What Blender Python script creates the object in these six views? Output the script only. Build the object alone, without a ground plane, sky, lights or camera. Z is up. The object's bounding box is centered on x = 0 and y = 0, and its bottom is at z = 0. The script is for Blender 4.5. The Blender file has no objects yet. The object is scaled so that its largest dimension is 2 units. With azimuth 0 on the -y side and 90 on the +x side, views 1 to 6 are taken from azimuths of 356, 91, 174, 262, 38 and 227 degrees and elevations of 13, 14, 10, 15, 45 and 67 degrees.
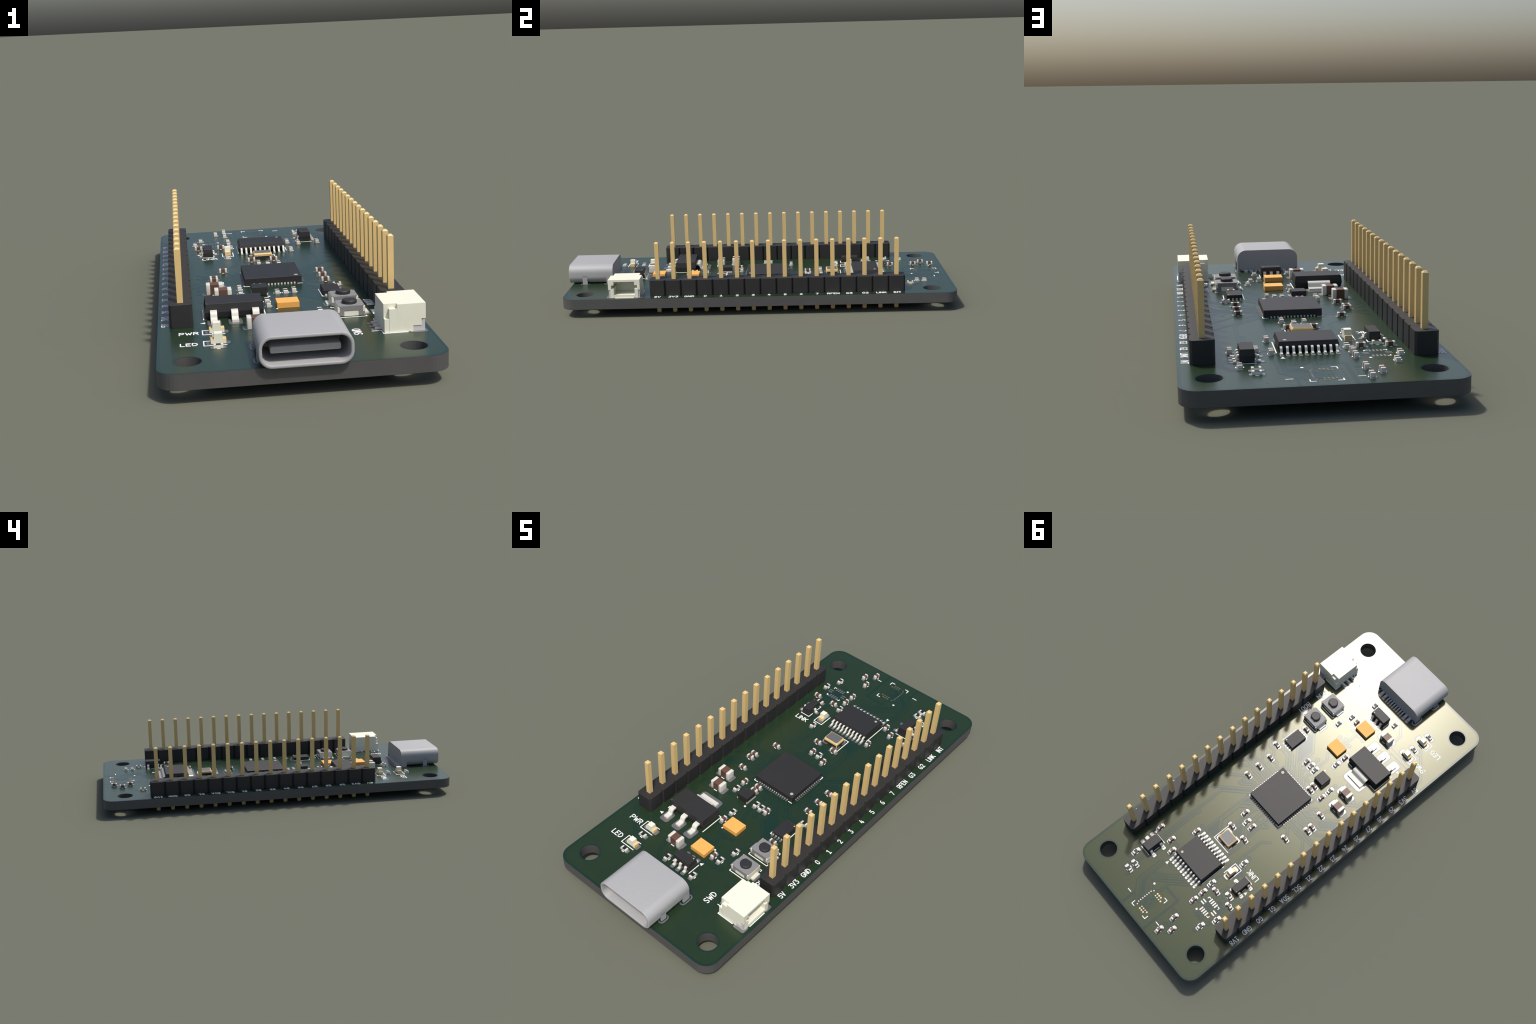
# Microcontroller development board, built part by part.
# All sizes below are millimetres in the board's own frame (x across, y along the
# board with the USB socket at -y, z = 0 on the upper surface of the board).
import bpy, bmesh, math
from mathutils import Vector, Matrix

S = 0.03146          # metres per millimetre
Z0 = 3.0             # board surface above the pin tips (mm)
COL = bpy.context.scene.collection


# ------------------------------------------------------------------ materials
def lin(c):
    return tuple((v / 12.92 if v <= 0.04045 else ((v + 0.055) / 1.055) ** 2.4) for v in c)


def material(name, rgb, rough=0.5, metal=0.0, spec=0.5, grain=0.04, scale=60.0, srgb=True, tint=None, coat=0.0):
    m = bpy.data.materials.new(name)
    m.use_nodes = True
    nt = m.node_tree
    b = nt.nodes["Principled BSDF"]
    c = lin(rgb) if srgb else rgb
    b.inputs["Metallic"].default_value = metal
    b.inputs["Specular IOR Level"].default_value = spec
    b.inputs["Roughness"].default_value = rough
    if coat:
        b.inputs["Coat Weight"].default_value = coat
        b.inputs["Coat Roughness"].default_value = rough
    if tint:
        b.inputs["Specular Tint"].default_value = tint + (1,)
    # a trace of grain in the colour, so that surfaces are not perfectly flat
    tc = nt.nodes.new("ShaderNodeTexCoord")
    no = nt.nodes.new("ShaderNodeTexNoise")
    no.inputs["Scale"].default_value = scale
    no.inputs["Detail"].default_value = 3.0
    ra = nt.nodes.new("ShaderNodeValToRGB")
    ra.color_ramp.elements[0].color = tuple(v * (1 - grain) for v in c) + (1,)
    ra.color_ramp.elements[1].color = tuple(min(1, v * (1 + grain)) for v in c) + (1,)
    nt.links.new(tc.outputs["Object"], no.inputs["Vector"])
    nt.links.new(no.outputs["Fac"], ra.inputs["Fac"])
    nt.links.new(ra.outputs["Color"], b.inputs["Base Color"])
    return m


M_BLACK = material("black_moulded_plastic", (.152, .149, .149), .57)
M_GOLD = material("gold_plated_pin", (.859, .738, .496), .5)
M_LEAD = material("tinned_lead", (.824, .820, .781), .45)
M_BROWN = material("brown_ceramic", (.379, .270, .215), .5)
M_RTOP = material("resistor_black_film", (.10, .10, .112), .5)
M_WHITE = material("off_white_plastic", (.895, .891, .813), .5)
M_LEDW = material("white_led_resin", (.895, .891, .813), .45)
M_ORANGE = material("orange_moulding", (.80, .40, .092), .65, srgb=False)
M_SHELL = material("usb_steel_shell", (.345, .345, .348), .55, srgb=False)
M_TONGUE = material("usb_grey_tongue", (.30, .30, .302), .5, srgb=False)
M_COVER = material("grey_switch_cover", (.228, .224, .228), .58, srgb=False)
M_BUTTON = material("black_rubber_button", (.024, .024, .025), .55, srgb=False)
M_DOT = material("chip_orientation_dot", (.43, .40, .335), .5, srgb=False)
M_LID = material("crystal_grey_lid", (.12, .12, .123), .45, srgb=False)
M_CERAMIC = material("crystal_black_ceramic", (.02, .02, .02), .5, srgb=False)
M_TAB = material("connector_tin_tab", (.52, .51, .50), .4, srgb=False)
M_FR4 = material("board_dark_laminate", (.078, .076, .075), .55, grain=.10, scale=25, srgb=False)
M_MASK = material("solder_mask_over_copper", (.0150, .0335, .0150), .29, grain=.03, scale=4, srgb=False, spec=.29, tint=(1.0, .93, .60), coat=.45)
M_GAP = material("solder_mask_over_laminate", (.0092, .0308, .0195), .29, grain=.03, scale=4, srgb=False, spec=.19, coat=.45)
M_PAD = material("tinned_pad", (.32, .305, .30), .40, metal=.75, srgb=False)
M_GPAD = material("gold_pad_ring", (.36, .25, .05), .4, metal=.8, srgb=False)
M_SILK = material("white_silkscreen_ink", (.86, .86, .86), .7, grain=.02, srgb=False)


# ------------------------------------------------------------------ helpers
class Shape:
    """Collects solids (mm) into one mesh; each solid may carry a material slot."""

    def __init__(self):
        self.bm = bmesh.new()
        self.slot = 0

    def face(self, pts):
        f = self.bm.faces.new([self.bm.verts.new(p) for p in pts])
        f.material_index = self.slot
        return f

    def loft(self, rings, cap=True):
        """Skin a list of closed rings of equal length (bottom to top)."""
        vs = [[self.bm.verts.new(p) for p in r] for r in rings]
        n = len(vs[0])
        fs = []
        for a, b in zip(vs, vs[1:]):
            for i in range(n):
                j = (i + 1) % n
                fs.append(self.bm.faces.new((a[i], a[j], b[j], b[i])))
        if cap:
            fs.append(self.bm.faces.new(list(reversed(vs[0]))))
            fs.append(self.bm.faces.new(vs[-1]))
        for f in fs:
            f.material_index = self.slot
        return self

    def box(self, x0, x1, y0, y1, z0, z1, bevel=0.0):
        if bevel <= 0:
            r = [(x0, y0), (x1, y0), (x1, y1), (x0, y1)]
            return self.loft([[(x, y, z) for x, y in r] for z in (z0, z1)])
        b = bevel
        full = rrect(x0, x1, y0, y1, b, 3)
        inn = rrect(x0 + b, x1 - b, y0 + b, y1 - b, b * .02, 3)
        rings = []
        for k in range(4):
            a = math.pi / 2 * k / 3
            s = 1 - math.sin(a)
            rings.append([(p[0] + (q[0] - p[0]) * s, p[1] + (q[1] - p[1]) * s, z0 + b * (1 - math.cos(a)))
                          for p, q in zip(full, inn)])
        top = [[(x, y, z0 + z1 - z) for x, y, z in r] for r in reversed(rings)]
        return self.loft(rings + top)

    def prism(self, poly, z0, z1):
        return self.loft([[(x, y, z) for x, y in poly] for z in (z0, z1)])

    def prism_y(self, poly, y0, y1):
        """Polygon in x,z pushed along y."""
        return self.loft([[(x, y, z) for x, z in poly] for y in (y1, y0)])

    def disc(self, x, y, r, z0, z1, n=24):
        return self.prism([(x + r * math.cos(2 * math.pi * i / n), y + r * math.sin(2 * math.pi * i / n))
                           for i in range(n)], z0, z1)

    def stroke(self, pts, w, z0, z1, closed=False):
        poly = outline(pts, w)
        return self.prism(poly, z0, z1)

    def mesh(self, name, mats, smooth=None):
        bm = self.bm
        bmesh.ops.recalc_face_normals(bm, faces=bm.faces)
        big = [f for f in bm.faces if len(f.verts) > 4]
        bmesh.ops.triangulate(bm, faces=big)
        bmesh.ops.scale(bm, vec=(S, S, S), verts=bm.verts)
        me = bpy.data.meshes.new(name)
        if smooth:
            lim = math.radians(smooth)
            for e in bm.edges:
                e.smooth = len(e.link_faces) == 2 and e.calc_face_angle(0) < lim
            for f in bm.faces:
                f.smooth = True
        bm.to_mesh(me)
        bm.free()
        for m in (mats if isinstance(mats, (list, tuple)) else [mats]):
            me.materials.append(m)
        return me


def rrect(x0, x1, y0, y1, r, seg=4):
    r = max(min(r, (x1 - x0) / 2 - 1e-4, (y1 - y0) / 2 - 1e-4), 1e-4)
    pts = []
    for cx, cy, a0 in ((x1 - r, y0 + r, -90), (x1 - r, y1 - r, 0), (x0 + r, y1 - r, 90), (x0 + r, y0 + r, 180)):
        for k in range(seg + 1):
            a = math.radians(a0 + 90 * k / seg)
            pts.append((cx + r * math.cos(a), cy + r * math.sin(a)))
    return pts


def outline(pts, w, seg=5):
    """Closed outline of a pen stroke of width w with round ends and round outer corners."""
    h = w / 2
    P = [Vector(p) for p in pts]
    Q = [P[0]]
    for p in P[1:]:
        if (p - Q[-1]).length > 1e-5:
            Q.append(p)
    P = Q
    n = len(P)

    def side(P):
        out = []
        for i in range(n):
            if i == n - 1:
                d = (P[i] - P[i - 1]).normalized()
                a = math.atan2(d.x, -d.y)
                for k in range(2 * seg + 1):
                    t = a - math.pi * k / (2 * seg)
                    out.append((P[i].x + h * math.cos(t), P[i].y + h * math.sin(t)))
                continue
            if i == 0:
                continue
            d0 = (P[i] - P[i - 1]).normalized()
            d1 = (P[i + 1] - P[i]).normalized()
            n0 = Vector((-d0.y, d0.x))
            n1 = Vector((-d1.y, d1.x))
            turn = d0.x * d1.y - d0.y * d1.x
            ang = math.acos(max(-1, min(1, d0.dot(d1))))
            if turn < -1e-6 and ang > .3:
                a0 = math.atan2(n0.y, n0.x)
                k2 = max(2, int(seg * ang / 1.2) + 1)
                for k in range(k2 + 1):
                    t = a0 - ang * k / k2
                    out.append((P[i].x + h * math.cos(t), P[i].y + h * math.sin(t)))
            else:
                m = (n0 + n1)
                if m.length < 1e-4:
                    m = n0
                m.normalize()
                c = max(m.dot(n0), .25)
                q = P[i] + m * (h / c)
                out.append((q.x, q.y))
        return out

    return side(P) + side(list(reversed(P)))


def obj(name, mesh, parent, loc=(0, 0, 0), rot=0.0, stuff=False):
    o = bpy.data.objects.new(name, mesh)
    COL.objects.link(o)
    o.location = tuple(v * S for v in loc)
    o.rotation_euler = (0, 0, math.radians(rot))
    o.parent = parent
    if stuff:
        o["kind"] = "stuff"
    return o


def gull_profile(u0, z0, us, uf, ue, t):
    """Side outline of a gull-wing lead: out of the body at (u0,z0), shoulder us, foot uf..ue."""
    key = [(u0, z0), (us, z0), (uf, t / 2), (ue, t / 2)]
    path = [Vector(key[0])]
    for i in (1, 2):
        a, b, c = Vector(key[i - 1]), Vector(key[i]), Vector(key[i + 1])
        r = min((b - a).length, (c - b).length) * .42
        p = b + (a - b).normalized() * r
        q = b + (c - b).normalized() * r
        for k in range(7):
            s = k / 6
            path.append(p * (1 - s) ** 2 + b * (2 * s * (1 - s)) + q * s * s)
    path.append(Vector(key[3]))
    up, dn = [], []
    for i, p in enumerate(path):
        d = (path[min(i + 1, len(path) - 1)] - path[max(i - 1, 0)]).normalized()
        nrm = Vector((-d.y, d.x)) * (t / 2)
        up.append(tuple(p + nrm))
        dn.append(tuple(p - nrm))
    return up, dn


def gull_lead(name, u0, z0, us, uf, ue, t, w):
    up, dn = gull_profile(u0, z0, us, uf, ue, t)
    s = Shape()
    rings = []
    for a, b in zip(up, dn):
        rings.append([(b[0], -w / 2, b[1]), (b[0], w / 2, b[1]), (a[0], w / 2, a[1]), (a[0], -w / 2, a[1])])
    s.loft(rings)
    return s.mesh(name, M_LEAD, smooth=35)


def chip_body(name, lx, ly, h, z0=.05, mid=.5, draft=.12, top=None, mat=None):
    """Moulded package: widest at the parting line, drafted up and down."""
    s = Shape()
    zm = z0 + (h - z0) * mid
    d2 = draft if top is None else top
    r = lambda d, z: [(x, y, z) for x, y in rrect(-lx / 2 + d, lx / 2 - d, -ly / 2 + d, ly / 2 - d, .02, 1)]
    e = .018
    s.loft([r(draft, z0), r(0, zm), r(d2, h - e), r(d2 + e, h)])
    return s.mesh(name, mat or M_BLACK)


# ------------------------------------------------------------------ the thing
root = bpy.data.objects.new("circuit_board", None)
COL.objects.link(root)
root["label"] = "green microcontroller board with two gold pin headers and grey socket"
root["category"] = "circuit board"
TOP = Z0   # z of the board surface


def at(x, y, z=0.0):
    return (x, y, TOP + z)


# ---- board -----------------------------------------------------------------
BX, BY0, BY1, BR, BT = 14.0, -31.21, 31.786, 2.0, 1.63
HOLES = [(-11.0, -27.9), (11.0, -27.9), (-11.0, 27.96), (11.0, 27.96)]
HOLE_R = 1.35
USB_Y = -28.08
SLOTS = [(sx * 4.32, USB_Y + dy, .6, ln) for sx in (-1, 1) for dy, ln in ((3.13, 1.7), (-1.05, 1.2))]


def board_slab(name, z0, z1, mats, inset=0.0, grow=0.0):
    cu = bpy.data.curves.new(name, "CURVE")
    cu.dimensions = "2D"
    cu.fill_mode = "BOTH"
    cu.extrude = (z1 - z0) / 2 * S

    def ring(pts):
        sp = cu.splines.new("POLY")
        sp.points.add(len(pts) - 1)
        for p, (x, y) in zip(sp.points, pts):
            p.co = (x * S, y * S, 0, 1)
        sp.use_cyclic_u = True

    ring(rrect(-BX + inset, BX - inset, BY0 + inset, BY1 - inset, BR - inset, 8))
    for hx, hy in HOLES:
        ring([(hx + (HOLE_R + grow) * math.cos(i * math.pi / 16), hy + (HOLE_R + grow) * math.sin(i * math.pi / 16))
              for i in range(32)])
    for hx, hy, w, l in SLOTS:
        ring(rrect(hx - w / 2, hx + w / 2, hy - l / 2, hy + l / 2, w / 2 - .001, 5))
    tmp = bpy.data.objects.new(name, cu)
    COL.objects.link(tmp)
    dg = bpy.context.evaluated_depsgraph_get()
    me = bpy.data.meshes.new_from_object(tmp.evaluated_get(dg))
    bpy.data.objects.remove(tmp)
    bpy.data.curves.remove(cu)
    me.name = name
    me.materials.clear()
    for p in me.polygons:
        p.material_index = 0
        p.use_smooth = False
    me.materials.append(mats)
    return me, (z0 + z1) / 2


me, zc = board_slab("board", -BT + .02, -.02, M_FR4)
board = obj("board", me, root, at(0, 0, zc))


def on_board(name, mesh, loc=(0, 0, 0), rot=0.0, stuff=False):
    """Child of the board, placed in board-surface coordinates."""
    return obj(name, mesh, board, (loc[0], loc[1], loc[2] - zc), rot, stuff)


for z0, z1 in ((-.02, 0.0), (-BT, -BT + .02)):
    me, zm = board_slab("solder_mask", z0, z1, M_GAP)
    on_board("solder_mask", me, (0, 0, zm))
# copper pour under the mask: pulled back from the outline and the holes
me, zm = board_slab("copper_pour", -.01, .002, M_MASK, inset=.34, grow=.24)
on_board("copper_pour", me, (0, 0, zm))
me, zm = board_slab("copper_pour", -BT - .002, -BT + .01, M_MASK, inset=.34, grow=.24)
on_board("copper_pour", me, (0, 0, zm))

Z_PAD = .030
Z_SILK = .030
pads_small = Shape()
gaps = Shape()
silk = Shape()
traces = Shape()


def pad(x, y, lx, ly, r=None, big=False, clear=.2):
    """Rounded tinned pad with the bare ring of laminate round it."""
    r = min(lx, ly) * .25 if r is None else r
    if clear:
        gap_poly(rrect(x - lx / 2 - clear, x + lx / 2 + clear, y - ly / 2 - clear, y + ly / 2 + clear, r + clear, 4))
    if big:
        s = Shape().prism(rrect(-lx / 2, lx / 2, -ly / 2, ly / 2, r, 5), 0, Z_PAD)
        on_board("solder_pad", s.mesh("solder_pad", M_PAD), (x, y, 0))
    else:
        pads_small.prism(rrect(x - lx / 2, x + lx / 2, y - ly / 2, y + ly / 2, r, 4), 0, Z_PAD)


_gap_n = [0]


def gap_poly(poly):
    _gap_n[0] += 1
    gaps.prism(poly, -.005, .003 + .0001 * (_gap_n[0] % 60))


_silk_n = [0]


def line(*pts, w=.12):
    _silk_n[0] = (_silk_n[0] + 1) % 7
    silk.stroke(pts, w, 0, Z_SILK + .0006 * _silk_n[0])


def spot(x, y, r=.15):
    silk.disc(x, y, r, 0, Z_SILK, 16)


def tri(x, y, r, ang):
    silk.prism([(x + r * math.cos(math.radians(ang + a)), y + r * math.sin(math.radians(ang + a)))
                for a in (0, 130, 230)], 0, Z_SILK)


# ---- chip capacitors and resistors -------------------------------------------
def turn(pts, ang, x, y):
    c, s_ = round(math.cos(math.radians(ang))), round(math.sin(math.radians(ang)))
    return [(x + c * a - s_ * b, y + s_ * a + c * b) for a, b in pts]


def chip_meshes(lx, ly, h, term, kind):
    s = Shape()
    if kind == "capacitor":
        s.box(-lx / 2 + .03, lx / 2 - .03, -ly / 2 + .015, ly / 2 - .015, .015, h - .015, .02)
        body = s.mesh("capacitor", M_BROWN)
    else:
        s.box(-lx / 2 + .03, lx / 2 - .03, -ly / 2, ly / 2, .015, h - .03)
        s.slot = 1
        s.box(-lx / 2 + term - .02, lx / 2 - term + .02, -ly / 2 + .002, ly / 2 - .002, h - .05, h - .012)
        body = s.mesh("resistor", [M_WHITE, M_RTOP])
    t = Shape()
    e = .004
    if kind == "capacitor":
        t.box(lx / 2 - term, lx / 2, -ly / 2, ly / 2, 0, h, .04 * min(1.5, ly / .5))
    else:
        # the wrap-round metal: a C-shaped cap, thinner across than the ceramic
        up = [(lx / 2 - term, h - .03), (lx / 2 - .03, h - .03), (lx / 2 - .03, .03), (lx / 2 - term, .03),
              (lx / 2 - term, 0), (lx / 2 - .03, 0), (lx / 2, .03), (lx / 2, h - .03), (lx / 2 - .03, h + e),
              (lx / 2 - term, h + e)]
        t.prism_y(up, -ly / 2 - e, ly / 2 + e)
    return body, t.mesh("terminal", M_LEAD, smooth=40 if kind == "capacitor" else None)


C0402 = chip_meshes(1.0, .5, .5, .26, "capacitor")
R0402 = chip_meshes(1.0, .5, .35, .25, "resistor")
C0805 = chip_meshes(2.0, 1.25, 1.25, .5, "capacitor")


def chip(kind, meshes, x, y, ang, padx, padw, padl, silkx, silky):
    o = obj(kind, meshes[0], root, at(x, y, Z_PAD), ang)
    for r in (0, 180):
        obj("terminal", meshes[1], o, (0, 0, 0), r)
    for sx in (-1, 1):
        (px, py), = turn([(sx * padx, 0)], ang, x, y)
        w, l = (padl, padw) if ang == 0 else (padw, padl)
        pad(px, py, w, l, big=padw > 1)
    for sy in (-1, 1):
        line(*turn([(-silkx, sy * silky), (silkx, sy * silky)], ang, x, y))


X, Y = 0, 90
for x, y, a in [
    (2.01, -17.02, Y), (6.43, -9.69, X), (-1.55, -11.17, Y), (2.01, -5.86, Y), (-2.04, -3.97, X), (-2.08, -3.02, X),
    (-4.3, -3.5, Y), (6.42, -1.81, X), (6.42, .58, X), (6.42, 2.96, X), (1.68, 7.59, Y), (-.9, 8.35, Y),
    (1.32, 10.59, X), (-1.67, 10.59, X), (-5.79, 5.56, X), (-7.15, 1.0, X), (-7.15, 1.98, X), (-6.53, -1.4, X),
    (-4.16, 21.02, Y), (-5.37, 19.36, X), (-4.16, 22.86, Y), (-8.55, 19.33, X), (-4.4, 26.89, Y), (-4.4, 29.8, Y),
    (-5.71, 28.33, Y), (4.28, 20.52, Y), (8.53, 19.47, Y), (5.78, 19.45, Y), (4.27, 15.52, Y)]:
    chip("capacitor", C0402, x, y, a, .48, .62, .56, .108, .36)
for x, y, a in [
    (2.27, -21.49, Y), (3.21, -17.04, Y), (3.8, -14.55, Y), (-2.52, -21.49, Y), (-1.53, -9.23, Y), (1.01, -5.9, Y),
    (.02, -5.87, Y), (-4.29, -5.3, Y), (-7.86, -20.87, X), (7.48, -4.11, X), (-7.88, -24.37, X), (.32, 8.38, Y),
    (-4.71, 13.19, Y), (-3.92, 19.1, Y), (-7.31, 18.31, X), (-8.96, 22.2, Y), (-8.08, 24.69, Y), (7.86, 24.91, Y),
    (6.34, 26.2, X), (6.38, 27.41, X)]:
    chip("resistor", R0402, x, y, a, .51, .64, .54, .154, .38)
for x, y in [(-3.58, -18.65), (-6.44, -6.86), (-7.33, -4.28)]:
    chip("capacitor", C0805, x, y, X, .95, 1.45, 1.0, .26, .735)


# ---- light-emitting diodes ---------------------------------------------------
def led_meshes():
    s = Shape()
    s.prism_y([(-.76, .02), (.76, .02), (.76, .40), (.47, .40), (.40, 1.08), (-.40, 1.08), (-.47, .40), (-.76, .40)],
              -.4, .4)
    body = s.mesh("light_emitting_diode", M_LEDW)
    t = Shape()
    t.box(.46, .8, -.375, .41, 0, .5, .03)
    return body, t.mesh("terminal", M_GOLD)


LED = led_meshes()
for x, y, a in [(-7.8, -19.27, 0), (-7.8, -22.9, 0), (-4.59, 15.72, 90)]:
    o = obj("light_emitting_diode", LED[0], root, at(x, y, Z_PAD), a)
    obj("terminal", LED[1], o)
    t2 = obj("terminal", LED[1], o)
    t2.scale = (-1, 1, 1)
    for sx in (-1, 1):
        (px, py), = turn([(sx * .7875, 0)], a, x, y)
        pad(px, py, *((.875, .95) if a == 0 else (.95, .875)))
    line(*turn([(.8, -.735), (-1.485, -.735), (-1.485, .735), (.8, .735)], a, x, y))


# ---- pin headers -------------------------------------------------------------
P, N = 2.54, 16
PIN_Y = -15.88


def header_mesh():
    c = .254
    right, left = [], []
    for i in range(N):
        y0 = i * P - P / 2
        right += [(P / 2 - c, y0), (P / 2, y0 + c), (P / 2, y0 + P - c), (P / 2 - c, y0 + P)]
    pts = []
    for p in right:
        if not pts or (abs(p[0] - pts[-1][0]) + abs(p[1] - pts[-1][1])) > 1e-6:
            pts.append(p)
    poly = pts + [(-x, y) for x, y in reversed(pts)]
    s = Shape().prism(poly, .02, P)
    return s.mesh("pin_header", M_BLACK)


def pin_mesh():
    s = Shape()
    a, b = .32, .17
    sq = lambda h, z: [(-h, -h, z), (h, -h, z), (h, h, z), (-h, h, z)]
    s.loft([sq(b, -3.0), sq(a, -2.84), sq(a, 8.38), sq(b, 8.54)])
    return s.mesh("pin", M_GOLD)


HM, PM = header_mesh(), pin_mesh()
ring_pads = Shape()
for hx in (-11.43, 11.43):
    h = obj("pin_header", HM, root, at(hx, PIN_Y))
    for i in range(N):
        obj("pin", PM, h, (0, i * P, 0))
        ring_pads.disc(hx, PIN_Y + i * P, .85, -BT - .03, -BT, 24)
        gap_poly(rrect(hx - 1.05, hx + 1.05, PIN_Y + i * P - 1.05, PIN_Y + i * P + 1.05, 1.05, 6))
on_board("solder_pad", ring_pads.mesh("solder_pad", M_PAD), stuff=True)


# ---- USB socket --------------------------------------------------------------
def usb():
    w, h, r, t = 8.94, 3.17, 1.28, .33
    yf, yr = -31.786, -24.43
    rim = .10

    def sec(d, y):
        return [(x, y, z) for x, z in rrect(-w / 2 + d, w / 2 - d, .02 + d, h + .02 - d, max(r - d, .2), 12)]

    s = Shape()
    # outside skin, rounded lip, inside skin back to the floor of the mouth
    rings = [sec(.0, yr), sec(0, yf + rim)]
    for k in (1, 2, 3):
        a = math.pi / 2 * k / 3
        rings.append(sec(rim * (1 - math.cos(a)), yf + rim * (1 - math.sin(a))))
    for k in (0, 1, 2, 3):
        a = math.pi / 2 * k / 3
        rings.append(sec(t - rim * (1 - math.sin(a)), yf + rim * (1 - math.cos(a))))
    rings.append(sec(t, yf + 5.6))
    s.loft(rings)
    shell = obj("usb_connector", s.mesh("usb_connector", M_SHELL, smooth=40), root, at(0, 0))
    s = Shape()
    b = .09
    tong = lambda d, y: [(x, y, z) for x, z in rrect(-3.34 + d, 3.34 - d, 1.27 + d, 1.93 - d, .16, 4)]
    s.loft([tong(0, yf + 5.9), tong(0, yf + .75 + b), tong(b * .3, yf + .75 + b * .3), tong(b, yf + .75)])
    obj("tongue", s.mesh("tongue", M_TONGUE, smooth=40), shell)
    for sx in (-1, 1):
        for dy, l in ((3.13, 1.1), (-1.05, .8)):
            y = USB_Y + dy
            leg = Shape().box(-.13, .13, -l / 2, l / 2, -1.2, 1.4)
            obj("leg", leg.mesh("leg", M_SHELL), shell, (sx * (w / 2 - .13), y, 0))
            # plated slot: a ring of tin round the hole
            lo, li = (2.1 if dy > 0 else 1.6), (1.7 if dy > 0 else 1.2)
            ro = rrect(sx * 4.32 - .5, sx * 4.32 + .5, y - lo / 2, y + lo / 2, .49, 6)
            ri = rrect(sx * 4.32 - .3, sx * 4.32 + .3, y - li / 2, y + li / 2, .29, 6)
            q = Shape()
            rr = [[(a, b_, z) for a, b_ in R] for R, z in ((ri, -BT), (ri, Z_PAD), (ro, Z_PAD), (ro, 0.0))]
            q.loft(rr, cap=False)
            on_board("solder_pad", q.mesh("solder_pad", M_PAD))
            gap_poly(rrect(sx * 4.32 - .7, sx * 4.32 + .7, y - lo / 2 - .2, y + lo / 2 + .2, .69, 6))
    # contact row behind the shell
    row = [(-3.25, .6), (-2.45, .6)] + [(-1.75 + .5 * i, .3) for i in range(8)] + [(2.45, .6), (3.25, .6)]
    for x, pw in row:
        pad(x, USB_Y + 4.045, pw, 1.45, r=.06)
        lead = Shape().box(-pw * .4, pw * .4, -.4, .36, 0, .2)
        obj("contact", lead.mesh("contact", M_TAB), shell, (x, USB_Y + 3.95, Z_PAD))


usb()


# ---- three-way side-entry connector ------------------------------------------
def jst():
    # local frame: x = mating direction (opening at +x), y = row of contacts
    xb, xf = -1.675, 2.575
    cx, cy = 10.72, -21.12
    W, H = 5.03, 2.95
    f = .02
    s = Shape()

    def hull(poly, x0, x1):   # polygon in y,z pushed along x
        s.loft([[(x, y, z) for y, z in poly] for x in (x0, x1)])

    # back block between floor of the mouth and rear face, carrying the L-shaped corner recesses
    m = .45                                  # recess depth in y
    y1, y0 = W / 2, W / 2 - m
    hull([(-y0, f), (y0, f), (y0, H), (-y0, H)], xb, -.35)
    for sy in (-1, 1):
        a, b = sorted((sy * (y0 - .001), sy * y1))
        s.box(xb, xb + .52, a, b, f, 1.45)                 # low part behind the side recess
        s.box(xb + .5, xb + 1.33, a, b, f + .001, 2.48)        # part under the top recess
    # side walls, roof and floor of the mouth (full width from the recess forward)
    for sy in (-1, 1):
        def bx(xa, xc, ya, yb, za, zb):
            a, b = sorted((sy * ya, sy * yb))
            s.box(xa, xc, a, b, za, zb)
        bx(-.351, xf, 2.06, W / 2, 1.32, H)            # upper cheek, outer
        bx(-.349, xf, 1.66, 2.065, 2.07, H - .001)         # shoulder above the side slot
        bx(-.352, xf - .001, 1.66, 2.2, f, 1.5)       # lower cheek
        bx(-.353, xf - 1.3, 2.19, W / 2 - .001, f + .002, 1.33)  # lower cheek, rear wide part
        bx(-.348, xf - .42, 2.18, W / 2 - .002, .62, 1.331)
    s.box(-.36, xf - .002, -1.67, 1.67, 2.63, H - .002)     # roof
    s.box(-.358, xf - .003, -1.67, 1.67, f + .001, .48)       # floor
    body = obj("wire_connector", s.mesh("wire_connector", M_WHITE), root, at(cx, cy, 0))
    for i in (-1, 0, 1):
        c = Shape().box(-.35, 1.6, -.1, .1, 2.15, 2.5)
        obj("contact", c.mesh("contact", M_TAB), body, (0, i, 0))
        t = Shape().box(-2.35, -1.5, -.11, .11, Z_PAD, .24)
        obj("contact", t.mesh("contact", M_LEAD), body, (0, i, 0))
        pad(cx - 2.0, cy + i, 1.55, .6, r=.15)
    for sy in (-1, 1):
        t = Shape()
        t.prism_y([(1.25, .03), (2.5, .03), (2.5, 1.28), (2.28, 1.28), (2.05, .58), (1.25, .58)], -.13, .13)
        obj("solder_tab", t.mesh("solder_tab", M_TAB), body, (0, sy * 2.33, 0))
        pad(cx + 1.875, cy + sy * 2.3, 1.8, 1.2, r=.25, big=True)
    line((cx + .715, cy - 2.61), (cx - 1.785, cy - 2.61), (cx - 1.785, cy - 1.56), (cx - 2.775, cy - 1.56))
    line((cx + .715, cy + 2.61), (cx - 1.785, cy + 2.61), (cx - 1.785, cy + 1.56))
    line((cx + 2.685, cy - 1.44), (cx + 2.685, cy + 1.44))


jst()


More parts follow.
